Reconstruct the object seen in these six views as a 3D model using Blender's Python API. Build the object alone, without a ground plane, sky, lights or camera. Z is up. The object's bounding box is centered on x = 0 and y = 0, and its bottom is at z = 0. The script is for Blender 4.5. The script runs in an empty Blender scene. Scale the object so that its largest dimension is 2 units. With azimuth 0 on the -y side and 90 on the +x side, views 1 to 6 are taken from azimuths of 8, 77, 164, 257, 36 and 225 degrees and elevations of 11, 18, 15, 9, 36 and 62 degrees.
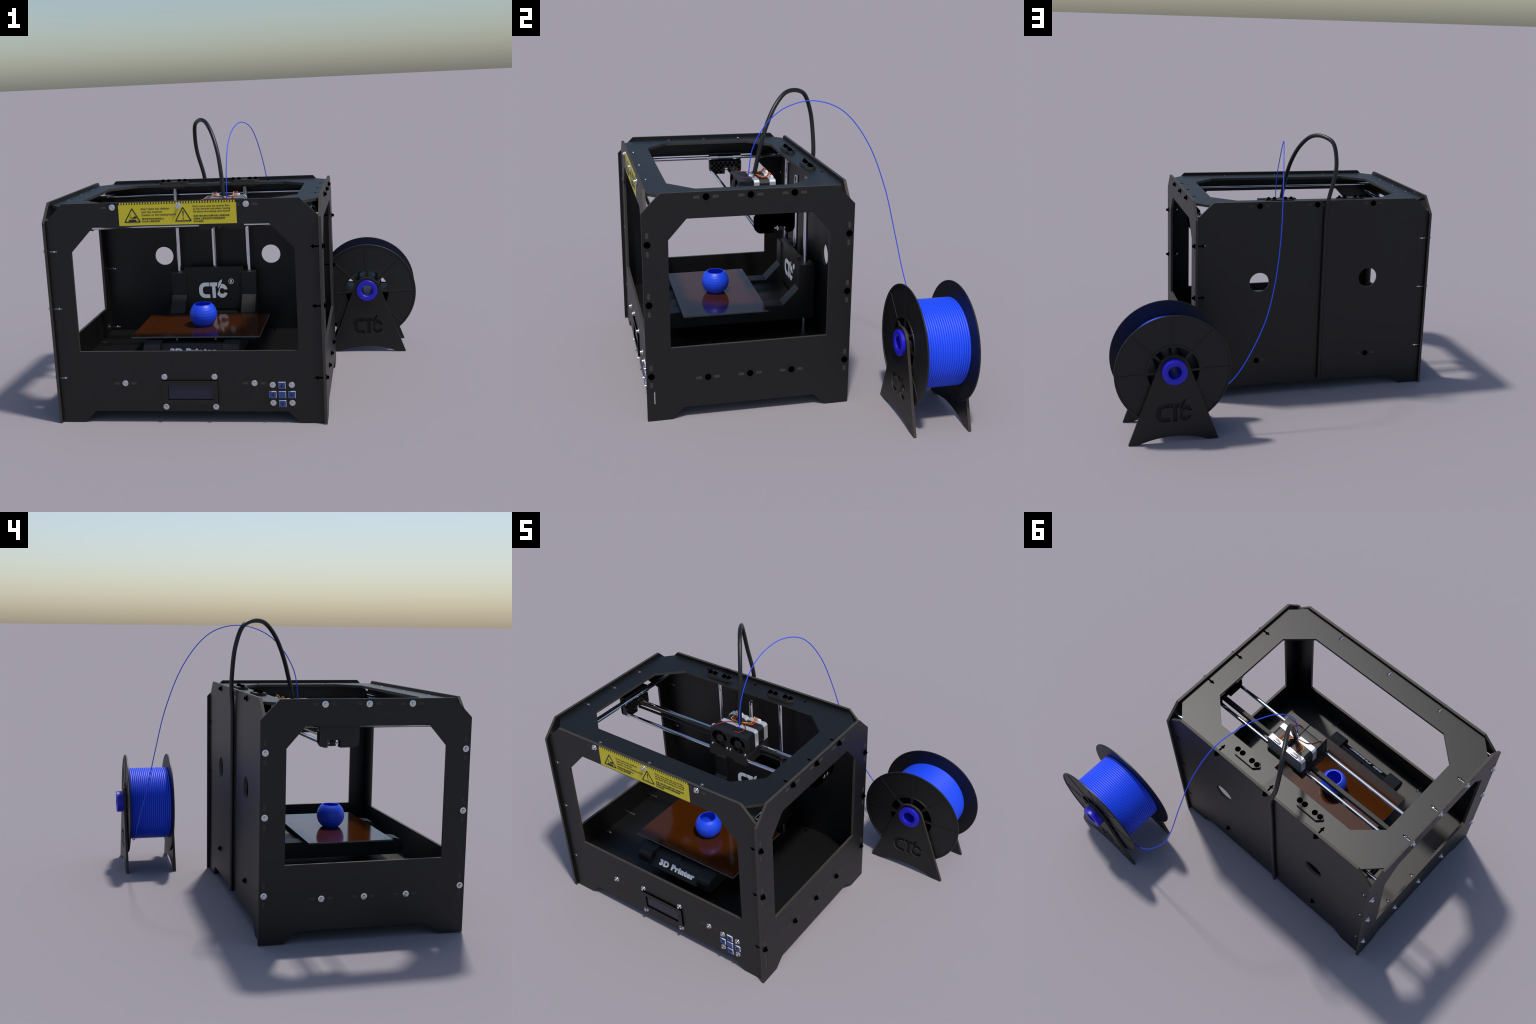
import bpy, bmesh, math, random
from mathutils import Matrix, Vector

random.seed(7)
SC = bpy.context.scene
COL = SC.collection
T = 0.0147                      # thickness of the plywood panels

# ------------------------------------------------------------------ materials
def principled(name, color, rough=0.5, metal=0.0, spec=0.5, grain=0.0, grain_scale=60.0, bump=0.0, coat=0.0):
    m = bpy.data.materials.new(name)
    m.use_nodes = True
    nt = m.node_tree
    b = nt.nodes["Principled BSDF"]
    b.inputs["Base Color"].default_value = (*color, 1)
    b.inputs["Roughness"].default_value = rough
    b.inputs["Metallic"].default_value = metal
    b.inputs["Specular IOR Level"].default_value = spec
    b.inputs["Coat Weight"].default_value = coat
    b.inputs["Coat Roughness"].default_value = 0.04
    if grain or bump:
        tc = nt.nodes.new("ShaderNodeTexCoord")
        nz = nt.nodes.new("ShaderNodeTexNoise")
        nz.inputs["Scale"].default_value = grain_scale
        nz.inputs["Detail"].default_value = 4
        nt.links.new(tc.outputs["Object"], nz.inputs["Vector"])
        if grain:
            ramp = nt.nodes.new("ShaderNodeValToRGB")
            lo = tuple(c * (1 - grain) for c in color)
            hi = tuple(c * (1 + grain) for c in color)
            ramp.color_ramp.elements[0].position = 0.3
            ramp.color_ramp.elements[1].position = 0.7
            ramp.color_ramp.elements[0].color = (*lo, 1)
            ramp.color_ramp.elements[1].color = (*hi, 1)
            nt.links.new(nz.outputs["Fac"], ramp.inputs["Fac"])
            nt.links.new(ramp.outputs["Color"], b.inputs["Base Color"])
        if bump:
            bp = nt.nodes.new("ShaderNodeBump")
            bp.inputs["Strength"].default_value = bump
            bp.inputs["Distance"].default_value = 0.002
            nt.links.new(nz.outputs["Fac"], bp.inputs["Height"])
            nt.links.new(bp.outputs["Normal"], b.inputs["Normal"])
    return m


def plywood_edge():
    """Cut edge of black plywood: brown plies stacked along the panel's local z."""
    m = principled("plywood_edge", (.05, .042, .034), .6, spec=.4)
    nt = m.node_tree
    b = nt.nodes["Principled BSDF"]
    tc = nt.nodes.new("ShaderNodeTexCoord")
    sep = nt.nodes.new("ShaderNodeSeparateXYZ")
    nt.links.new(tc.outputs["Object"], sep.inputs[0])
    mul = nt.nodes.new("ShaderNodeMath")
    mul.operation = "MULTIPLY_ADD"
    mul.inputs[1].default_value = 1 / T
    mul.inputs[2].default_value = .5
    nt.links.new(sep.outputs["Z"], mul.inputs[0])
    ramp = nt.nodes.new("ShaderNodeValToRGB")
    cr = ramp.color_ramp
    cr.interpolation = "CONSTANT"
    light, dark = (.062, .052, .041, 1), (.040, .034, .028, 1)
    cr.elements[0].position, cr.elements[0].color = 0, light
    cr.elements[1].position, cr.elements[1].color = .2, dark
    for i, p in enumerate((.4, .6, .8)):
        e = cr.elements.new(p)
        e.color = light if i % 2 == 0 else dark
    nt.links.new(mul.outputs[0], ramp.inputs["Fac"])
    nz = nt.nodes.new("ShaderNodeTexNoise")
    mp = nt.nodes.new("ShaderNodeMapping")
    mp.inputs["Scale"].default_value = (30, 30, 400)
    nt.links.new(tc.outputs["Object"], mp.inputs["Vector"])
    nt.links.new(mp.outputs[0], nz.inputs["Vector"])
    mix = nt.nodes.new("ShaderNodeMix")
    mix.data_type = "RGBA"
    mix.blend_type = "MULTIPLY"
    mix.inputs["Factor"].default_value = .35
    nt.links.new(ramp.outputs["Color"], mix.inputs["A"])
    nt.links.new(nz.outputs["Color"], mix.inputs["B"])
    nt.links.new(mix.outputs["Result"], b.inputs["Base Color"])
    return m


M = {
    "panel": principled("black_painted_plywood", (.0028, .0028, .0030), .46, grain=.06, grain_scale=25, bump=.02),
    "edge": plywood_edge(),
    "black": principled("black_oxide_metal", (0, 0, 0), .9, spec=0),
    "belt": principled("black_rubber", (.0050, .0050, .0052), .6),
    "plastic": principled("black_plastic", (.0040, .0040, .0043), .5, grain=.08, grain_scale=80),
    "bracket": principled("black_moulded_plastic", (.0040, .0040, .0043), .5, grain=.08, grain_scale=80),
    "spool": principled("spool_plastic", (.0035, .0035, .0035), .5, grain=.08, grain_scale=80),
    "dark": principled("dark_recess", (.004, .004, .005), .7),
    "chrome": principled("polished_steel", (.78, .79, .82), .12, metal=1),
    "zinc": principled("zinc_plated_steel", (.72, .72, .74), .22, metal=1),
    "alu": principled("brushed_aluminium", (.66, .66, .68), .36, metal=.55, bump=.05, grain_scale=200),
    "brass": principled("brass", (.45, .25, .10), .35, metal=.6),
    "white": principled("white_plastic", (.75, .75, .76), .4),
    "print": principled("pale_grey_print", (.78, .81, .88), .5),
    "ink": principled("black_ink", (.022, .020, .016), .6),
    "yellow": principled("yellow_sticker", (.62, .52, .022), .45),
    "button": principled("blue_button", (.022, .07, .30), .35),
    "screen": principled("display_glass", (.012, .014, .035), .25),
    "bed": principled("kapton_heated_plate", (.050, .0125, .0012), .09, grain=.05, grain_scale=40),
    "bededge": principled("plate_edge", (.12, .13, .135), .4),
    "ring": principled("dim_brown_ring", (.058, .019, .007), .14),
    "blue": principled("blue_filament", (.010, .070, .86), .5),
    "vase": principled("blue_print", (.010, .066, .80), .45),
    "axle": principled("blue_axle_plastic", (.016, .012, .60), .4),
    "red": principled("red_wire", (.45, .015, .012), .4),
    "maroon": principled("dark_red_wire", (.16, .012, .012), .4),
    "orange": principled("orange_wire", (.70, .09, .015), .4),
    "yellow_wire": principled("yellow_wire", (.75, .55, .01), .4),
    "black_wire": principled("black_wire", (.01, .01, .01), .4),
    "cable": principled("black_cable_sleeve", (.0040, .0040, .0040), .42, bump=.04, grain_scale=150),
}

# ------------------------------------------------------------------ scene graph helpers
WORLD = {}


def put(name, mesh, mats, parent, mat=None):
    o = bpy.data.objects.new(name, mesh)
    COL.objects.link(o)
    if mats is not None:
        for k in [] if len(mesh.materials) else (mats if isinstance(mats, (list, tuple)) else [mats]):
            mesh.materials.append(M[k])
    w = mat or Matrix.Identity(4)
    if parent is not None:
        o.parent = parent
        o.matrix_parent_inverse = WORLD[parent.name].inverted()
    o.matrix_basis = w
    WORLD[o.name] = w
    return o


def copy(src, parent, mat, name=None):
    o = src.copy()
    if name:
        o.name = name
    COL.objects.link(o)
    o.parent = parent
    o.matrix_parent_inverse = WORLD[parent.name].inverted()
    o.matrix_basis = mat
    WORLD[o.name] = mat
    return o


def thing(name, loc, label, category):
    e = bpy.data.objects.new(name, None)
    COL.objects.link(e)
    e.empty_display_size = .1
    e.location = loc
    e["label"], e["category"] = label, category
    WORLD[name] = Matrix.Translation(loc)
    return e


def frame(o, ax, ay):
    """World matrix with local x along ax, local y along ay."""
    ax, ay = Vector(ax), Vector(ay)
    az = ax.cross(ay)
    m = Matrix.Identity(4)
    for i, v in enumerate((ax, ay, az)):
        for r in range(3):
            m[r][i] = v[r]
    m.translation = Vector(o)
    return m


FRONT = ((1, 0, 0), (0, 0, 1))      # seen from the front, normal -y
BACK = ((-1, 0, 0), (0, 0, 1))
RIGHT = ((0, 1, 0), (0, 0, 1))
LEFT = ((0, -1, 0), (0, 0, 1))
UP = ((1, 0, 0), (0, 1, 0))


def finish(me, angle=35):
    me.shade_smooth()
    me.set_sharp_from_angle(angle=math.radians(angle))
    return me


def flat(loops, thick, split=True):
    """Plate from an outline and holes (2D loops), centred on local z=0.
    Material 0 on the faces, 1 on the cut edges."""
    cu = bpy.data.curves.new("outline", "CURVE")
    cu.dimensions = "2D"
    cu.fill_mode = "BOTH"
    cu.extrude = thick / 2
    for lp in loops:
        sp = cu.splines.new("POLY")
        sp.points.add(len(lp) - 1)
        for p, q in zip(sp.points, lp):
            p.co = (q[0], q[1], 0, 1)
        sp.use_cyclic_u = True
    ob = bpy.data.objects.new("tmp", cu)
    COL.objects.link(ob)
    dg = bpy.context.evaluated_depsgraph_get()
    me = bpy.data.meshes.new_from_object(ob.evaluated_get(dg))
    bpy.data.objects.remove(ob)
    bpy.data.curves.remove(cu)
    bm = bmesh.new()
    bm.from_mesh(me)
    bmesh.ops.remove_doubles(bm, verts=bm.verts, dist=1e-6)
    bmesh.ops.recalc_face_normals(bm, faces=bm.faces)
    for f in bm.faces:
        f.normal_update()
        f.material_index = 1 if split and abs(f.normal.z) < .5 else 0
        f.smooth = False
    bm.to_mesh(me)
    bm.free()
    return me


def text_mesh(s, size, thick, offset=0.0, spacing=1.0, width=None):
    """Lettering from the built-in font, left aligned on the baseline."""
    cu = bpy.data.curves.new("lettering", "FONT")
    cu.body = s
    cu.size = size
    cu.extrude = thick / 2
    cu.offset = offset
    cu.space_character = spacing
    cu.resolution_u = 3
    ob = bpy.data.objects.new("tmp", cu)
    COL.objects.link(ob)
    dg = bpy.context.evaluated_depsgraph_get()
    me = bpy.data.meshes.new_from_object(ob.evaluated_get(dg))
    bpy.data.objects.remove(ob)
    bpy.data.curves.remove(cu)
    if width and len(me.vertices):
        xs = [v.co.x for v in me.vertices]
        k = width / (max(xs) - min(xs))
        x0 = min(xs)
        for v in me.vertices:
            v.co.x = (v.co.x - x0) * k
    me.shade_flat()
    return me


def box_mesh(sx, sy, sz, bevel=0.0, seg=2):
    bm = bmesh.new()
    bmesh.ops.create_cube(bm, size=1)
    bmesh.ops.scale(bm, vec=(sx, sy, sz), verts=bm.verts)
    if bevel:
        bmesh.ops.bevel(bm, geom=bm.edges[:], offset=bevel, segments=seg, affect="EDGES", profile=.5)
    me = bpy.data.meshes.new("block")
    bm.to_mesh(me)
    bm.free()
    return finish(me) if bevel else me


def box(name, xr, yr, zr, mat, parent, bevel=0.0):
    me = box_mesh(xr[1] - xr[0], yr[1] - yr[0], zr[1] - zr[0], bevel)
    c = [(a[0] + a[1]) / 2 for a in (xr, yr, zr)]
    return put(name, me, mat, parent, Matrix.Translation(c))


def lathe_mesh(profile, seg=32, angle=35, closed=False):
    """Turn (radius, height) points round local z."""
    bm = bmesh.new()
    rings = []
    for r, h in profile:
        if r < 1e-7:
            rings.append([bm.verts.new((0, 0, h))])
        else:
            rings.append([bm.verts.new((r * math.cos(2 * math.pi * i / seg), r * math.sin(2 * math.pi * i / seg), h)) for i in range(seg)])
    pairs = list(zip(rings, rings[1:]))
    if closed:
        pairs.append((rings[-1], rings[0]))
    for a, b in pairs:
        for i in range(seg):
            j = (i + 1) % seg
            if len(a) == 1 and len(b) == 1:
                break
            if len(a) == 1:
                bm.faces.new((a[0], b[j], b[i]))
            elif len(b) == 1:
                bm.faces.new((a[i], a[j], b[0]))
            else:
                bm.faces.new((a[i], a[j], b[j], b[i]))
    bmesh.ops.recalc_face_normals(bm, faces=bm.faces)
    me = bpy.data.meshes.new("turned")
    bm.to_mesh(me)
    bm.free()
    return finish(me, angle)


def along(p0, p1):
    """Matrix that puts local z from p0 towards p1."""
    p0, p1 = Vector(p0), Vector(p1)
    q = (p1 - p0).to_track_quat("Z", "Y")
    return Matrix.Translation(p0) @ q.to_matrix().to_4x4()


def rod(name, p0, p1, r, mat, parent, seg=24, ch=None):
    L = (Vector(p1) - Vector(p0)).length
    ch = min(r * .15, .002) if ch is None else ch
    me = lathe_mesh([(0, 0), (r - ch, 0), (r, ch), (r, L - ch), (r - ch, L), (0, L)], seg)
    return put(name, me, mat, parent, along(p0, p1))


def spline(pts, n=14):
    P = [Vector(p) for p in pts]
    Q = [2 * P[0] - P[1]] + P + [2 * P[-1] - P[-2]]
    out = []
    for i in range(1, len(Q) - 2):
        a, b, c, d = Q[i - 1:i + 3]
        for k in range(n):
            t = k / n
            out.append(.5 * (2 * b + (c - a) * t + (2 * a - 5 * b + 4 * c - d) * t * t + (3 * b - a - 3 * c + d) * t ** 3))
    return out + [P[-1]]


def tube(name, pts, r, mat, parent, n=14, res=4):
    cu = bpy.data.curves.new("strand", "CURVE")
    cu.dimensions = "3D"
    cu.bevel_depth = r
    cu.bevel_resolution = res
    cu.use_fill_caps = True
    S = spline(pts, n)
    sp = cu.splines.new("POLY")
    sp.points.add(len(S) - 1)
    for p, q in zip(sp.points, S):
        p.co = (*q, 1)
    ob = bpy.data.objects.new("tmp", cu)
    COL.objects.link(ob)
    me = bpy.data.meshes.new_from_object(ob.evaluated_get(bpy.context.evaluated_depsgraph_get()))
    bpy.data.objects.remove(ob)
    bpy.data.curves.remove(cu)
    return put(name, finish(me, 50), mat, parent)


def join_meshes(parts):
    """parts: list of (mesh, matrix) -> one mesh."""
    bm = bmesh.new()
    for me, mx in parts:
        t = me.copy()
        t.transform(mx)
        bm.from_mesh(t)
        bpy.data.meshes.remove(t)
    me = bpy.data.meshes.new("joined")
    bm.to_mesh(me)
    bm.free()
    return me


def arc(cx, cy, rx, ry, a0, a1, n):
    return [(cx + rx * math.cos(math.radians(a0 + (a1 - a0) * i / n)), cy + ry * math.sin(math.radians(a0 + (a1 - a0) * i / n))) for i in range(n + 1)]


def rect(x0, x1, y0, y1):
    return [(x0, y0), (x1, y0), (x1, y1), (x0, y1)]


def circle(cx, cy, r, n=48):
    return arc(cx, cy, r, r, 0, 360 - 360 / n, n - 1)


# ------------------------------------------------------------------ joints of the case
TAB_IN, TAB_OUT, TAB_LEN = .0318, .0624, T - .0010
JOINT_TOP_Y = (-.4983, -.2767, -.0550)
JOINT_X = (-.6040, -.2522, .0996)
JOINT_Z = (.9500, .6370, .2490)


def jointed(A, B, joints, tab=True):
    """Outline points from A to B (B excluded) with, at every joint, two tabs and a
    T-slot for the bolt and its nut. Joints are distances from A. Outward is to the right of A->B."""
    A, B = Vector(A), Vector(B)
    t = (B - A).normalized()
    n = Vector((t.y, -t.x))
    out = [A]

    def P(s, d):
        out.append(A + t * s + n * d)
    for s in sorted(joints):
        P(s - TAB_OUT, 0); P(s - TAB_OUT, TAB_LEN); P(s - TAB_IN, TAB_LEN); P(s - TAB_IN, 0)
        w, c, d0, d1, d2 = .0052, .0108, -.0275, -.0360, -.0480
        P(s - w, 0); P(s - w, d0); P(s - c, d0); P(s - c, d1); P(s - w, d1); P(s - w, d2)
        P(s + w, d2); P(s + w, d1); P(s + c, d1); P(s + c, d0); P(s + w, d0); P(s + w, 0)
        P(s + TAB_IN, 0); P(s + TAB_IN, TAB_LEN); P(s + TAB_OUT, TAB_LEN); P(s + TAB_OUT, 0)
    return [(p.x, p.y) for p in out]


def slots(cx, cy, horizontal):
    """The two slot holes that take a joint's tabs."""
    a, b, h = TAB_IN - .0006, TAB_OUT + .0006, T / 2 + .0006
    if horizontal:
        return [rect(cx - b, cx - a, cy - h, cy + h), rect(cx + a, cx + b, cy - h, cy + h)]
    return [rect(cx - h, cx + h, cy - b, cy - a), rect(cx - h, cx + h, cy + a, cy + b)]


# case extents
XL, XR = -.9852, .4805          # outer faces of the side panels
XIL, XIR = XL + T, XR - T       # inner faces
YF, YB = -.8150, .2610          # front and back edges of the side panels
YFP, YBP = -.7970, .2437        # outer faces of the front and back panels
CX, CY = (XL + XR) / 2, (YF + YB) / 2
ZT, ZTOP = 1.2040, 1.1784       # side panel top, middle of the top panel
ZFL = .2203                     # middle of the floor panel

printer = thing("desktop_printer", (CX, CY, 0), "black plywood open frame desktop 3D printer with print bed", "3D printer")

# --- side panels
def side_outline(sgn):
    f = lambda y: sgn * (y - CY)
    hy = (YB - YF) / 2
    o = [(-hy, 0), (-hy + .1275, 0), (-hy + .192, .0605), (hy - .192, .0605), (hy - .1275, 0), (hy, 0),
         (hy, 1.1068), (hy - .0955, ZT), (-hy + .0955, ZT), (-hy, 1.1068)]
    w = [(-.4100, .3975), (.4100, .3975), (.4100, .9682), (.3160, 1.0747), (-.3160, 1.0747), (-.4100, .9682)]
    L = [o, w]
    for y in JOINT_TOP_Y:
        L += slots(f(y), ZTOP, True) + slots(f(y), ZFL, True)
    for y in (YFP + T / 2, YBP - T / 2):
        for z in JOINT_Z:
            L += slots(f(y), z, False)
    if sgn > 0:
        L.append(rect(f(-.7795), f(-.7717), .0890, .1650))
    return L


put("side_panel", flat(side_outline(1), T), ["panel", "edge"], printer, frame((XR - T / 2, CY, 0), *RIGHT))
put("side_panel", flat(side_outline(-1), T), ["panel", "edge"], printer, frame((XL + T / 2, CY, 0), *LEFT))
box("card_slot", (XR - T - .004, XR - .004), (-.7780, -.7732), (.0920, .1620), "alu", printer)

# --- front and back panels
def end_outline(front):
    h = (XIR - XIL) / 2
    zs_r = list(JOINT_Z)
    o = []
    o += [(-h, 0), (-h + .1280, 0), (-h + .1900, .0615), (h - .1900, .0615), (h - .1280, 0)]
    o += jointed((h, 0), (h, 1.1100), [z for z in zs_r])
    o += [(h, 1.1100), (.6250, 1.2030), (-.6250, 1.2030)]
    o += jointed((-h, 1.1100), (-h, 0), [1.1100 - z for z in zs_r])
    L = [o]
    for x in JOINT_X:
        L += slots(x - CX, ZTOP, True)
        if abs(x - CX) > .1:
            L += slots(x - CX, ZFL, True)
    if front:
        L.append([(-.5922, .3975), (.5922, .3975), (.5922, .9430), (.4660, 1.0755), (-.4660, 1.0755), (-.5922, .9430)])
        for bx, bz in BUTTONS:
            L.append(rect(bx - CX - .0188, bx - CX + .0188, bz - .0188, bz + .0188))
    else:
        for x in (.0920, -.5955):
            L.append(circle(-(x - CX), .7145, .0597))
    return L


BUTTONS = [(.2455, .2078), (.1947, .1568), (.2455, .1568), (.2967, .1568), (.2455, .1066)]
put("front_panel", flat(end_outline(True), T), ["panel", "edge"], printer, frame((CX, YFP + T / 2, 0), *FRONT))
put("back_panel", flat(end_outline(False), T), ["panel", "edge"], printer, frame((CX, YBP - T / 2, 0), *BACK))

# --- top and floor panels
def plate_outline(corner, hole, mid_bolts_front=True):
    hx, hy = (XIR - XIL) / 2, (YBP - YFP) / 2 - T
    cy = (YBP + YFP) / 2
    jx = [x - CX for x in JOINT_X]
    if not mid_bolts_front:
        jx = [jx[0], jx[2]]
    jy = [y - cy for y in JOINT_TOP_Y]
    c = corner
    o = jointed((-hx + c, -hy), (hx - c, -hy), [x + hx - c for x in jx])
    o += [(hx - c, -hy)] if c else []
    o += jointed((hx, -hy + c), (hx, hy - c), [y + hy - c for y in jy])
    o += [(hx, hy - c)] if c else []
    o += jointed((hx - c, hy), (-hx + c, hy), [hx - c - x for x in reversed(jx)])
    o += [(-hx + c, hy)] if c else []
    o += jointed((-hx, hy - c), (-hx, -hy + c), [hy - c - y for y in reversed(jy)])
    o += [(-hx, -hy + c)] if c else []
    return [o] + hole


a, b = .5930, .3797
top_hole = [(-a + .1370, -b), (a - .1370, -b), (a, -b + .1260), (a, b - .1260), (a - .1370, b), (-a + .1370, b), (-a, b - .1260), (-a, -b + .1260)]
cyp = (YBP + YFP) / 2
put("top_panel", flat(plate_outline(.0880, [top_hole]), T), ["panel", "edge"], printer, frame((CX, cyp, ZTOP), *UP))
put("floor_panel", flat(plate_outline(0, [], False), T), ["panel", "edge"], printer, frame((CX, cyp, ZFL), *UP))

# --- bolts: flanged head outside the panel, shank and nut in the T-slot (local z points out)
def bolt_mesh(length, nut=True):
    head = lathe_mesh([(0, .0112), (.0042, .0112), (.0042, .0142), (.0062, .0147), (.0080, .0137), (.0087, .0110), (.0090, .0035), (.0162, .0022), (.0170, .0008), (.0170, -.0002), (0, -.0002)], 28)
    parts = [(head, Matrix.Identity(4))]
    parts.append((lathe_mesh([(0, -length), (.0036, -length), (.0044, -length + .001), (.0044, 0), (0, 0)], 12), Matrix.Identity(4)))
    if nut:
        parts.append((lathe_mesh([(0, -.0504), (.0088, -.0504), (.0102, -.0492), (.0102, -.0436), (.0088, -.0424), (0, -.0424)], 6, 20), Matrix.Identity(4)))
    me = join_meshes(parts)
    return finish(me)


def bolt_set():
    long_m, short_m = bolt_mesh(.058), bolt_mesh(.010, False)
    meshes = {}
    for col in ("zinc", "black"):
        for nm, src in (("long", long_m), ("short", short_m)):
            me = src.copy()
            me.materials.append(M[col])
            meshes[col, nm] = me

    def add(kind, pos, axes):
        put("bolt", meshes[kind], None, printer, frame(pos, *axes) @ Matrix.Rotation(random.uniform(0, 1), 4, "Z"))
    for x, ax, col in ((XR, RIGHT, "black"), (XL, LEFT, "zinc")):
        k = (col, "long")
        for y in JOINT_TOP_Y:
            add(k, (x, y, ZTOP), ax)
            add(k, (x, y, ZFL), ax)
        for z in JOINT_Z:
            add(k, (x, YFP + T / 2, z), ax)
            add(k, (x, YBP - T / 2, z), ax)
    for y, ax, col in ((YFP, FRONT, "zinc"), (YBP, BACK, "black")):
        for x in JOINT_X:
            add((col, "long"), (x, y, ZTOP), ax)
        for x in (JOINT_X[0], JOINT_X[2]):
            add((col, "long"), (x, y, ZFL), ax)
    for x in (-.3865, -.1138):
        for z in (.2561, .0876):
            add(("zinc", "short"), (x, YFP, z), FRONT)
    for x in (.1962, .2975):
        for z in (.2104, .1105):
            add(("zinc", "short"), (x, YFP, z), FRONT)


bolt_set()

# --- display and buttons
disp = put("display", flat([rect(-.1510, .1510, -.0633, .0665), rect(-.1215, .1213, -.0405, .0405)], .0088), ["panel", "black"], printer,  # bezel sides coloured pure black to draw the shadow gap against the panel
           frame((-.2485, YFP - .0043, .1695), *FRONT))
box("display_glass", (-.3715, -.1255), (YFP - .0015, YFP + .0015), (.1280, .2110), "screen", disp)
tri_pts = {(0, 1): 90, (-1, 0): 180, (1, 0): 0, (0, -1): -90}
for bx, bz in BUTTONS:
    key = put("button", box_mesh(.0372, .0372, .014, .0008, 1), "white", printer, frame((bx, YFP + .0015, bz), *FRONT))
    put("button_cap", box_mesh(.0352, .0352, .002), "button", key, frame((bx, YFP - .0060, bz), *FRONT))
    d = (round((bx - .2455) / .05), round((bz - .1568) / .05))
    if d in tri_pts:
        a0 = math.radians(tri_pts[d])
        pts = [(.0115 * math.cos(a0), .0115 * math.sin(a0))] + [(-.0075 * math.cos(a0) + s * -.0115 * math.sin(a0), -.0075 * math.sin(a0) + s * .0115 * math.cos(a0)) for s in (1, -1)]
        put("arrow_mark", flat([pts], .0008, False), "ink", key, frame((bx, YFP - .0073, bz), *FRONT))

# --- warning sticker
YS = YFP - .0008
def on_front(x, z, lift=0.0):
    return frame((x, YS - lift, z), *FRONT)


sticker = put("warning_sticker", box_mesh(.6200, .1085, .0012), "yellow", printer, on_front(-.2610, 1.1347))
teeth = join_meshes([(box_mesh(.0083, .0104, .0012), Matrix.Translation((i * .01427, 0, 0))) for i in range(43)])
o = put("sticker_border", teeth, "yellow", sticker, on_front(-.5610, 1.1953))
o["kind"] = "stuff"


def rounded(pts, r, n=5):
    """Round the corners of a polygon."""
    out = []
    N = len(pts)
    for i in range(N):
        p, a, b = Vector(pts[i]), Vector(pts[i - 1]), Vector(pts[(i + 1) % N])
        u, v = (a - p).normalized(), (b - p).normalized()
        d = r / math.tan(u.angle(v) / 2)
        s, e = p + u * d, p + v * d
        for k in range(n + 1):
            t = k / n
            q = s * (1 - t) ** 2 + 2 * p * t * (1 - t) + e * t * t
            out.append((q.x, q.y))
    return out


def triangle(rad, r):
    return rounded([(0, rad * 1.02), (-rad * .90, -rad * .52), (rad * .90, -rad * .52)], r)


LIFT = .0010
for cx in (-.4985, -.2293):
    put("warning_triangle", flat([triangle(.0510, .005), triangle(.0405, .003)], .0010, False), "ink", sticker, on_front(cx, 1.1228, LIFT))
ex = [[(-.0034, .0265), (0, .0285), (.0034, .0265), (.0012, -.0020), (0, -.0045), (-.0012, -.0020)], circle(0, -.0125, .0036, 12)]
put("exclamation_mark", flat(ex, .0010, False), "ink", sticker, on_front(-.2290, 1.1228, LIFT))
hand = [rect(-.0200, .0205, -.0215, -.0115)]
hand.append([(-.0040, -.0065), (.0035, -.0010), (.0010, .0030), (.0075, .0015), (.0120, .0068), (.0190, .0060), (.0225, .0010),
             (.0205, -.0050), (.0160, -.0040), (.0140, -.0075), (.0110, -.0050), (.0085, -.0075), (.0055, -.0045), (.0010, -.0090)])
for sx in (-.0125, -.0055):
    w = [(sx + .0022 * math.sin(i * .9), -.0085 + i * .0032) for i in range(9)]
    hand.append([(x - .0006, y) for x, y in w] + [(x + .0006, y) for x, y in reversed(w)])
put("hot_surface_pictogram", flat(hand, .0010, False), "ink", sticker, on_front(-.4985, 1.1228, LIFT))

TEXT = [("Don't leave the children", -.4493, 1.1615, .1485, .0145), ("with the machine!", -.4490, 1.1455, .1110, .0145),
        ("Caution to the heating board!", -.4487, 1.1300, .1830, .0145),
        ("Don't move away the ceramic fibre", -.1757, 1.1695, .1920, .0130), ("on the extruder and yellow heating", -.1757, 1.1560, .1940, .0130),
        ("foil above the heating plate board!", -.1757, 1.1420, .1915, .0130)]
for s, x, z, w, h in TEXT:
    put("lettering", text_mesh(s, h, .0006, .0001, 1.0, w), "ink", sticker, on_front(x, z, LIFT))
CJK = [("\u8bf7\u52ff\u5c06\u624b\u653e\u5728\u52a0\u70ed\u677f\u4e0a!", -.4484, 1.1107, .1180), ("\u52ff\u8ba9\u5e7c\u513f\u9760\u8fd1\u673a\u5668!", -.4483, 1.0977, .0955),
       ("\u6ce8\u610f: \u55b7\u5934\u90e8\u5206\u5305\u88f9\u4e3a\u8010\u706b\u9676\u74f7\u7ea4\u7ef4", -.1750, 1.1195, .1870),
       ("\u52a0\u70ed\u677f\u4e0a\u9ec4\u8272\u80f6\u5e26\u4e3a\u8010\u9ad8\u6e29\u80f6\u5e26", -.1755, 1.1055, .1645), ("\u5207\u52ff\u53bb\u9664!", -.1755, 1.0918, .0527)]
for s, x, z, w in CJK:
    put("lettering", text_mesh(s, .0102, .0010, .00005, 1.0, w), "ink", sticker, on_front(x, z, LIFT))

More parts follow.
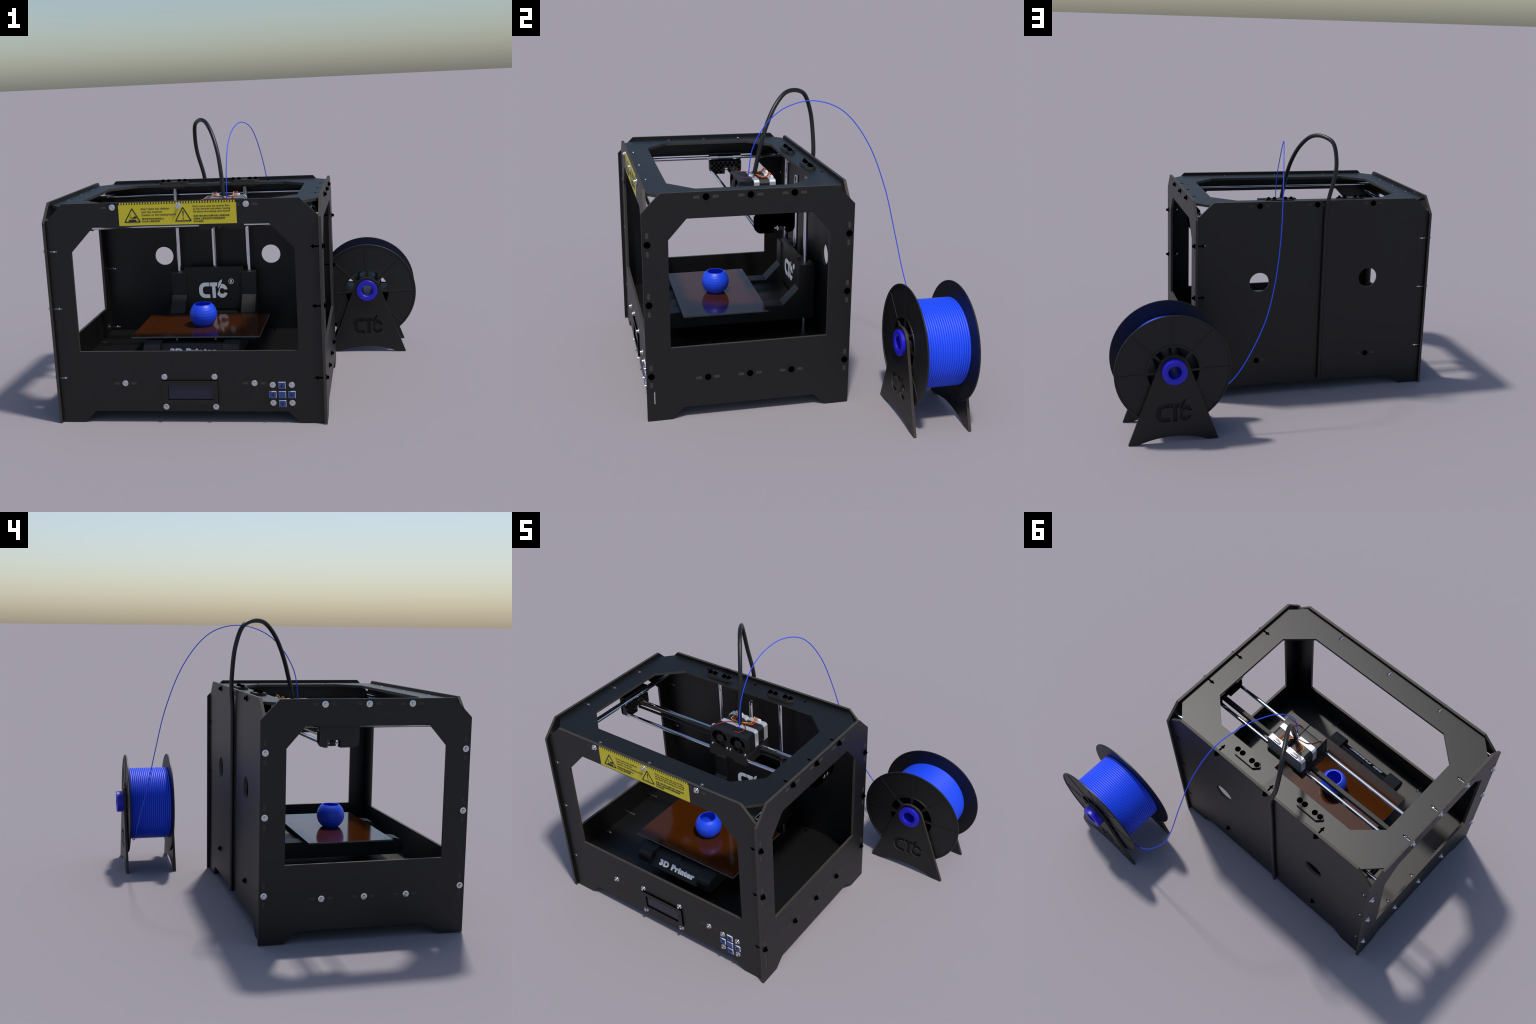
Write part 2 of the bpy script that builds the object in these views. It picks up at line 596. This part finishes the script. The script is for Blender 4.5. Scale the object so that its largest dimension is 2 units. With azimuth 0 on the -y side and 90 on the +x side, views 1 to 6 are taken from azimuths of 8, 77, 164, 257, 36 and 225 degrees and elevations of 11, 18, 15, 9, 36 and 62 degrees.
# ------------------------------------------------------------------ the letter logo
def logo_loops(scale, mirror=1):
    """Three stylised letters: square C, T, and a round c with a leaf."""
    C = [(1824, 1228)] + [(x, y) for x, y in arc(1783, 1293, 65, 65, 270, 180, 8)] + arc(1783, 1325, 65, 65, 180, 90, 8) + [(1831, 1390), (1830, 1352)] \
        + arc(1788, 1321, 31, 31, 90, 180, 6) + arc(1788, 1298, 31, 31, 180, 270, 6) + [(1826, 1267)]
    Tt = [(1831, 1228), (1912, 1228), (1905, 1268), (1889, 1268), (1891, 1390), (1857, 1390), (1855, 1268), (1834, 1268)]
    leaf = [(1963, 1195), (1944, 1206), (1929, 1222), (1920, 1243), (1916, 1268), (1917, 1293), (1931, 1271), (1947, 1246), (1957, 1220)]
    c = [(1952, 1243)] + arc(1958, 1317, 56, 73, 275, 348, 8) + [(1987, 1302)] + arc(1958, 1318, 27, 31, 328, 30, 14) + [(2014, 1344)] \
        + arc(1958, 1317, 56, 73, 28, 130, 10) + [(1905, 1352)]
    return [[((x - 1866) * scale, (1309 - y) * scale) for x, y in lp] for lp in (C, Tt, leaf, c)]


# ------------------------------------------------------------------ motion system
R = .0112
for x in (-.907, .4026):
    rod("guide_rod", (x, YFP + T, 1.0695), (x, YBP - T, 1.0695), R, "chrome", printer)
for y, z in ((-.757, 1.1105), (.194, 1.1135)):
    rod("drive_shaft", (XIL, y, z), (XIR, y, z), .0096, "chrome", printer)
for y in (-.231, -.068):
    rod("guide_rod", (-.915, y, .9820), (.411, y, .9820), R, "chrome", printer)
for x in (-.4815, -.0410):
    rod("guide_rod", (x, .1535, ZFL), (x, .1535, ZTOP - .008), .0128, "chrome", printer)
# lead screw: faceted bar that rises from the floor
put("lead_screw", lathe_mesh([(0, 0), (.0130, 0), (.0130, .866), (.0110, .872), (0, .872)], 14, 12), "chrome", printer, Matrix.Translation((-.2545, .1535, ZFL)))

# rod holders above and below the top panel
oct_l = [(-.090 + .026, -.0295), (.090 - .026, -.0295), (.090, -.0035), (.090, .0035), (.090 - .026, .0295), (-.090 + .026, .0295), (-.090, .0035), (-.090, -.0035)]
cap = bolt_mesh(.050, False)
cap.materials.append(M["black"])
for cx in (-.4845, -.0430):
    hold = put("rod_holder", flat([oct_l], T), ["panel", "edge"], printer, frame((cx, .157, ZTOP + T), *UP))
    put("rod_holder_plate", flat([oct_l], T), ["panel", "edge"], hold, frame((cx, .157, ZTOP - T), *UP))
    for dx in (-.0690, -.0340, .0340, .0690):
        put("bolt", cap, None, hold, Matrix.Translation((cx + dx, .157, ZTOP + 1.5 * T)) @ Matrix.Diagonal((.93, .93, .85, 1)))

# carriages that slide on the side rods and carry the cross rods
def block_profile(top):
    """(y, z) outline of the carriage with its pulley notch at the bottom."""
    return [(-.1475, .9630), (-.1475, 1.0000), (-.0835, 1.0000), (-.0835, .9640), (-.0660, .9640)] + arc(-.0700, .9930, .0290, .0290, -75, 0, 6) \
        + [(-.0410, top), (-.2450, top)] + arc(-.2150, .9930, .0300, .0300, 180, 262, 6)


def lattice(y0, y1, z0, z1, pitch, bar):
    """Diamond holes of a lattice cover."""
    out = []
    h = (pitch - bar * 1.414) / 2
    ny, nz = int((y1 - y0) / pitch * 2), int((z1 - z0) / pitch * 2)
    for i in range(1, ny + 1):
        for k in range(1, nz + 1):
            if (i + k) % 2:
                continue
            cy, cz = y0 + i * pitch / 2, z0 + k * pitch / 2
            if cy - h < y0 or cy + h > y1 or cz - h < z0 or cz + h > z1:
                continue
            if -.1505 - h < cy < -.0805 + h and cz < 1.0030 + h:
                continue
            out.append([(cy - h, cz), (cy, cz - h), (cy + h, cz), (cy, cz + h)])
    return out


for s, mat in ((-1, "bracket"), (1, "black")):
    X = lambda d: CX + s * d           # distance from the middle plane
    ax = ((0, 1, 0), (0, 0, 1))
    body = put("cross_rod_carriage", flat([block_profile(1.0440)], .0330, False), mat, printer, frame((X(.6757), 0, 0), *ax))
    put("carriage_back", flat([block_profile(1.0990)], .0140, False), mat, body, frame((X(.6860), 0, 0), *ax))
    box("carriage_cap", tuple(sorted((X(.6500), X(.6920)))), (-.2440, -.0420), (1.0890, 1.1000), mat, body, .001)
    cover = block_profile(1.0440)
    put("lattice_cover", flat([cover] + lattice(-.2440, -.0420, .9600, 1.0460, .0285, .0042), .0060, False), mat, body, frame((X(.6550), 0, 0), *ax))
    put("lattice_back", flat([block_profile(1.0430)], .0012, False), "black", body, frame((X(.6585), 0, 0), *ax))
    for y0, y1 in ((-.2490, -.1900), (-.1010, -.0420)):
        rod("linear_bearing", (X(.6548), y0, 1.0695), (X(.6548), y1, 1.0695), .0160, "zinc", body, ch=.0025)
    px = X(.676)
    rod("pulley_shaft", (px, -.1490, .9845), (px, -.0820, .9845), .0042, "zinc", body, 12)
    rod("pulley", (px, -.1225, .9845), (px, -.0955, .9845), .0125, "belt", body)
    for y0 in (-.1275, -.0950):
        rod("pulley_flange", (px, y0, .9845), (px, y0 + .0045, .9845), .0158, "zinc", body)

# belts: ribbon loops
def belt_mesh(L, r, w, th=.0022):
    loop = arc(L / 2, 0, r, r, -90, 90, 10) + arc(-L / 2, 0, r, r, 90, 270, 10)
    inner = arc(L / 2, 0, r - th, r - th, -90, 90, 10) + arc(-L / 2, 0, r - th, r - th, 90, 270, 10)
    return flat([loop, inner], w, False)


put("belt", belt_mesh(.676 * 2, .0155, .0215), "belt", printer, frame((CX, -.1090, .9845), *FRONT))
for s in (-1, 1):
    put("belt", belt_mesh(.930, .0090, .0100), "belt", printer, frame((CX + s * .6725, -.2815, 1.0660), *RIGHT))

# ------------------------------------------------------------------ extruder
ext = put("extruder", flat([[(-.131, -.028), (-.062, -.028), (-.050, -.011), (.036, -.011), (.048, -.028), (.131, -.028), (.131, .028), (-.131, .028)]], .215, False),
          "bracket", printer, frame((-.1300, -.1420, .9850), *FRONT))
box("carriage_tray", (-.2560, -.0010), (-.2480, -.0300), (1.0090, 1.0165), "bracket", ext, .002)


def chamfered(w, h, c):
    return [(-w + c, -h), (w - c, -h), (w, -h + c), (w, h - c), (w - c, h), (-w + c, h), (-w, h - c), (-w, -h + c)]


MX = (-.1910, -.0655)
for mx in MX:
    mz = 1.0740
    motor = put("stepper_motor", flat([chamfered(.0595, .0530, .016)], .060, False), "plastic", ext, frame((mx, -.0950, mz), *FRONT))
    for y0, y1 in ((-.0665, -.0335), (-.1545, -.1240)):
        put("motor_end_plate", flat([chamfered(.0620, .0548, .011)], y1 - y0, False), "alu", motor, frame((mx, (y0 + y1) / 2, mz), *FRONT))
    box("heat_sink", (mx - .0600, mx + .0600), (-.2000, -.1545), (1.0170, 1.1255), "plastic", motor, .002)
    for k in range(7):
        box("heat_sink_fin", (mx - .0612, mx + .0612), (-.1975 + k * .0062, -.1943 + k * .0062), (1.0190, 1.1262), "plastic", motor)
    fz = 1.0705
    fan = put("fan", flat([rounded([(-.0620, -.0580), (.0620, -.0580), (.0620, .0580), (-.0620, .0580)], .004), circle(0, 0, .0540, 40)], .0380, False), "plastic", ext,
              frame((mx, -.2205, fz), *FRONT))
    rod("fan_hub", (mx, -.2050, fz), (mx, -.2370, fz), .0255, "plastic", fan, 32, .002)
    blade = bpy.data.meshes.new("blade")
    bm = bmesh.new()
    rows = []
    for i in range(5):
        rr = .0235 + i * .0070
        half = .0085 + i * .0018
        tw = -math.radians(34 - 3 * i)
        rows.append([bm.verts.new((rr, u * half * math.cos(tw), u * half * math.sin(tw))) for u in (-1, -.3, .4, 1)])
    for p, q in zip(rows, rows[1:]):
        for i in range(3):
            bm.faces.new((p[i], p[i + 1], q[i + 1], q[i]))
    bmesh.ops.solidify(bm, geom=bm.faces[:], thickness=.0016)
    bm.to_mesh(blade)
    bm.free()
    finish(blade, 40)
    for k in range(7):
        put("fan_blade", blade, "plastic", fan, frame((mx, -.2280, fz), *FRONT) @ Matrix.Rotation(2 * math.pi * k / 7 + .3, 4, "Z"))
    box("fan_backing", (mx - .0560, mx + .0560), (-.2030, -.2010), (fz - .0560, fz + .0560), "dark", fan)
    for sx in (-1, 1):
        put("screw", lathe_mesh([(0, .0005), (.0025, .0005), (.0025, .0025), (.0060, .0030), (.0070, .0012), (.0070, 0), (0, 0)], 16), "zinc", fan, frame((mx + sx * .0515, -.2396, fz - .0470), *FRONT))
        put("screw_hole", lathe_mesh([(0, .0004), (.0040, .0004), (.0040, 0), (0, 0)], 16), "dark", fan, frame((mx + sx * .0515, -.2396, fz + .0480), *FRONT))
    # connector block
    con = box("connector", (mx - .0215, mx + .0215), (-.0510, -.0370), (1.1285, 1.1390), "white", motor, .001)
    box("connector_socket", (mx - .0185, mx + .0185), (-.0520, -.0465), (1.1335, 1.1405), "white", con, .0008)

for nx in (-.1610, -.0990):
    put("nozzle", lathe_mesh([(0, 0), (.0028, 0), (.0085, .011), (.0110, .012), (.0110, .030), (0, .030)], 20), "brass", ext, Matrix.Translation((nx, -.1420, .9460)))
box("heater_block", (-.1850, -.0750), (-.1700, -.1140), (.9700, .9760), "dark", ext)

# cable sleeve and its wires
CABLE = [(-.1290, -.1260, 1.1360), (-.1420, -.0960, 1.2600), (-.1620, -.0580, 1.3780), (-.1950, -.0080, 1.4780), (-.2360, .0510, 1.5460), (-.2734, .1045, 1.5700),
         (-.3130, .1680, 1.5650), (-.3445, .2173, 1.5330), (-.3540, .2500, 1.4500), (-.3470, .2640, 1.3600), (-.3136, .2660, 1.2212), (-.3025, .2575, 1.1000),
         (-.3020, .2565, .9600), (-.3000, .2565, .7000), (-.2985, .2565, .4000), (-.2990, .2565, .0780)]
tube("cable_sleeve", CABLE, .0122, "cable", printer, 10, 5)
K = Vector((-.1290, -.1240, 1.1380))
for mx, side in zip(MX, (-1, 1)):
    for k, col in enumerate(("yellow_wire", "maroon", "red", "orange")):
        end = mx - .013 + k * .0075
        out = .074 - k * .0075 if side < 0 else .050 + k * .0060
        bow = K.x + side * out
        front = -.1190 + k * .0020 if side < 0 else -.1020 - k * .0030
        tube("wire", [K + Vector((side * .003, .004, 0)), (K.x + side * out * .5, front, 1.1320), (bow, front + .010, 1.1320), (bow, -.0800, 1.1325),
                      ((bow + end) / 2, -.0680, 1.1360), (end, -.0570, 1.1500), (end, -.0490, 1.1510), (end, -.0490, 1.1390)], .0014, col, ext, 8, 2)
for k, (col, dz) in enumerate((("red", 0), ("black_wire", .003))):
    tube("wire", [K, (-.1600, -.1350, 1.1330 + dz), (-.1950, -.1460 + dz, 1.1335), (-.2170, -.1700 + dz, 1.1320), (-.2300, -.1980 + dz, 1.1310), (-.2480, -.2120 + dz, 1.1290)], .0015, col, ext, 8, 2)
    tube("wire", [K, (-.1005, -.1300, 1.1340 + dz), (-.0760 + dz, -.1460, 1.1330), (-.0690 + dz, -.1760, 1.1310), (-.0810, -.2020 + dz, 1.1300), (-.1100, -.2080 + dz, 1.1300)], .0015, col, ext, 8, 2)

# ------------------------------------------------------------------ bed lift
arm_prof = [(.197, .3050), (.197, .6270), (.1090, .6270), (.1075, .4860), (.0185, .3930), (-.6000, .3965)] + \
    [(-.6250, .3945), (-.6440, .3890), (-.6580, .3790), (-.6650, .3640), (-.6670, .3480), (-.6660, .3280), (-.6580, .3140), (-.6440, .3050)]
plate = put("lift_plate", flat([rounded([(-.187, -.130), (.187, -.130), (.187, .134), (-.187, .134)], .008)], .018, False), "bracket", printer, frame((-.2620, .1270, .5240), *FRONT))
for x0, x1 in ((-.5285, -.4365), (-.0845, .0035)):
    put("lift_arm", flat([rounded(arm_prof, .0008, 1)], x1 - x0, False), "bracket", printer, frame(((x0 + x1) / 2, 0, 0), (0, 1, 0), (0, 0, 1)))
for x0, x1 in ((-.4365, -.2620), (-.2540, -.0845)):
    box("platform_plate", (x0 - .001, x1 + .001), (-.6020, .1200), (.3600, .3800), "bracket", printer, .001)
slant = [(-.6620, .3140), (-.6070, .3800), (-.5960, .3830), (-.5960, .3140)]
put("platform_front", flat([slant], .3520, False), "bracket", printer, frame((-.2605, 0, 0), (0, 1, 0), (0, 0, 1)))
box("platform_back", (-.4365, -.0845), (.1360, .1900), (.3050, .6000), "bracket", printer)

# lettering on the lift
lg = put("logo", flat(logo_loops(.000612), .0012, False), "print", plate, frame((-.2682, .1176, .5115), *FRONT))
put("registered_mark", flat([circle(0, 0, .0168, 32), circle(0, 0, .0145, 32)], .0012, False), "print", plate, frame((-.1524, .1176, .5668), *FRONT))
put("registered_mark", text_mesh("R", .0270, .0012, .0006), "print", plate, frame((-.1600, .1176, .5572), *FRONT))
dirn = Vector((0, .0550, .0660)).normalized()
name_m = text_mesh("3D Printer", .0445, .0012, .0030, 1.12, .2620)
put("lettering", name_m, "print", plate, frame(Vector((-.3865, -.6450, .3344)) + Vector((0, -.0012, .0010)), (1, 0, 0), dirn))

# ------------------------------------------------------------------ print bed
bed_m = box_mesh(.7280, .4745, .0080, .0005, 1)
for p in bed_m.polygons:
    p.material_index = 0 if p.normal.z > .9 else 1
bed = put("print_bed", bed_m, ["bed", "bededge"], printer, Matrix.Translation((-.2570, -.3307, .4075)))
for ix, x in enumerate((-.5870, -.3660, -.1450, .0790)):
    for y in (-.5375, -.1235):
        rod("leveling_screw", (x, y, .3850), (x, y, .4055), .0030, "zinc", bed, 10)
        put("screw_ring", lathe_mesh([(.0075, 0), (.0095, 0), (.0095, .0004), (.0075, .0004)], 24, closed=True), "ring", bed, Matrix.Translation((x, y, .4114)))
        if ix in (1, 2):
            sp = [(x + .0075 * math.cos(t * .6), y + .0075 * math.sin(t * .6), .3810 + t * .0235 / 48) for t in range(49)]
            tube("spring", sp, .0013, "zinc", bed, 1, 2)

# ------------------------------------------------------------------ printed vase on the bed
vase = None
prof = []
rs, cz = .0790, .0665
n = 9
a0, a1 = math.asin((0 - cz) / rs), math.asin((.1265 - cz) / rs)
for i in range(n + 1):
    t = a0 + (a1 - a0) * i / n
    prof.append((rs * math.cos(t), cz + rs * math.sin(t)))
inner = [(max(r - .0055, .01), max(h, .006)) for r, h in reversed(prof)]
inner[0] = (prof[-1][0] - .0050, .1265)
vase_m = lathe_mesh([(0, 0)] + prof + inner + [(0, .006)], 96, 5)
vase = put("printed_vase", vase_m, "vase", None, Matrix.Translation((-.2490, -.3300, .4117)))
vase["label"] = "small round blue printed vase with open top"
vase["category"] = "vase"

# ------------------------------------------------------------------ spool on its stand
SX, SY, SZ, AZ = .6845, .6215, .3985, .4130
holder = thing("filament_spool_stand", (SX, SY, 0), "blue filament spool on a black stand with loose strand", "filament spool")


def stand_loops():
    # straight flanks from the feet, tangent to the rounded top
    hr, hz, foot = .0850, AZ, .2455
    d = math.hypot(foot, hz)
    ang = math.atan2(-hz, foot) + math.acos(hr / d)
    deg = math.degrees(ang)
    o = [(-foot, 0)] + [(-foot + .057, 0)]
    n = 16
    for i in range(1, n):
        u = -1 + 2 * i / n
        o.append((u * (foot - .057), .0340 * (1 - u * u)))
    o += [(foot - .057, 0), (foot, 0)] + arc(0, hz, hr, hr, deg, 180 - deg, 20)
    s = .000656
    lg = [[(x + .0010, y + .1720) for x, y in lp] for lp in logo_loops(s)]
    return [o, circle(0, AZ, .0470, 40)] + lg


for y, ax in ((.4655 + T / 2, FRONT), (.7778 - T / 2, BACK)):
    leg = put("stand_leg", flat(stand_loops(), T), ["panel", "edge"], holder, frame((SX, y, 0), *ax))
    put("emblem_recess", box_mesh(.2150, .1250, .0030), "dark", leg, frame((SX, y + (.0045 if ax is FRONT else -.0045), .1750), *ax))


# blue axle: collars outside the legs and a tube between them
def ring_mesh(r_out, r_in, h, ch=.004):
    return lathe_mesh([(r_in, 0), (r_out - ch, 0), (r_out, ch), (r_out, h), (r_in, h)], 48, closed=True)


axle = put("axle", lathe_mesh([(.0360, 0), (.0480, 0), (.0480, .33), (.0360, .33)], 48, closed=True), "axle", holder, along((SX, .4580, AZ), (SX, .8, AZ)))
def collar(h):
    return lathe_mesh([(.0360, .004), (.0400, .0005), (.0440, 0), (.0445, .0012), (.0455, 0), (.0655, 0), (.0672, .0016), (.0672, h), (.0360, h)], 48, 25, closed=True)
put("axle_collar", collar(.0160), "axle", axle, along((SX, .4493, AZ), (SX, .8, AZ)))
put("axle_collar", collar(.0215), "axle", axle, along((SX, .8163, AZ), (SX, .4, AZ)))
put("axle_collar", lathe_mesh([(.0360, 0), (.0655, 0), (.0672, .0015), (.0672, .0160), (.0360, .0160)], 48, closed=True), "axle", axle, along((SX, .7945, AZ), (SX, .4, AZ)))

# flanges: dished disc with rim, eight ribs, a hub ring and spokes round the core
FR, RI = .3155, .1400
spool = None
for y_out, ax, sgn in ((.4820, FRONT, -1), (.7588, BACK, 1)):
    # local z = 0 at the outer face, pointing outwards
    prof = [(RI, -.0083), (FR - .0012, -.0083), (FR, -.0072), (FR, -.0012), (FR - .0012, 0), (FR - .0100, 0), (FR - .0115, -.0035), (RI + .0110, -.0035), (RI + .0100, -.0004), (RI, -.0004)]
    me = lathe_mesh(prof, 64, 30, closed=True)
    parts = [(me, Matrix.Identity(4))]
    for k in range(8):
        rot = Matrix.Rotation(math.radians(45 * k + 2), 4, "Z")
        parts.append((box_mesh(FR - RI - .018, .0050, .0040, .0008, 1), rot @ Matrix.Translation(((FR + RI) / 2 - .0005, 0, -.0028))))
        parts.append((box_mesh(RI - .0780 + .004, .0130, .0080, .001, 1), rot @ Matrix.Translation(((RI + .0780) / 2, 0, -.0046))))
    parts.append((lathe_mesh([(.0700, -.0090), (.0860, -.0090), (.0860, -.0006), (.0700, -.0006)], 40, closed=True), Matrix.Identity(4)))
    fl = put("spool_flange", finish(join_meshes(parts), 30), "spool", holder, frame((SX, y_out, SZ), *ax))
y0, y1 = .4900, .7508
put("spool_core", lathe_mesh([(RI, 0), (RI + .006, 0), (RI + .006, y1 - y0), (RI, y1 - y0)], 64, closed=True), "spool", holder, along((SX, y0, SZ), (SX, 1, SZ)))
put("spool_core", lathe_mesh([(.0700, 0), (.0860, 0), (.0860, y1 - y0), (.0700, y1 - y0)], 48, closed=True), "spool", holder, along((SX, y0, SZ), (SX, 1, SZ)))
web = [(box_mesh(RI - .084, .0050, y1 - y0), Matrix.Rotation(math.radians(45 * k + 2), 4, "Z") @ Matrix.Translation(((RI + .086) / 2, 0, (y1 - y0) / 2))) for k in range(8)]
put("spool_web", join_meshes(web), "spool", holder, along((SX, y0, SZ), (SX, 1, SZ)))

# wound filament: turns lying side by side
turns = 21
p = (y1 - y0) / turns
prof = [(RI + .010, 0)]
for i in range(turns):
    for k in range(9):
        a = math.pi - math.pi * k / 8
        prof.append((.2247 + p / 2 * .72 * math.sin(a), (i + .5) * p + p / 2 * math.cos(a)))
prof.append((RI + .010, y1 - y0))
put("wound_filament", lathe_mesh(prof, 96, 80), "blue", holder, along((SX, y0, SZ), (SX, 1, SZ)))

STRAND = [(-.1032, -.1666, 1.1270), (-.1030, -.1405, 1.2880), (-.0988, -.0563, 1.4307), (-.0809, .0533, 1.5156), (-.0462, .1961, 1.5449), (-.0055, .3480, 1.4863),
          (.0286, .4807, 1.3128), (.0608, .5767, 1.0664), (.1059, .6343, .8064), (.1783, .6730, .5780), (.3256, .7143, .3368), (.4800, .7190, .2150), (.6000, .7190, .1750), (.6900, .7190, .1690)]
tube("filament_strand", STRAND, .0027, "blue", holder, 14, 3)
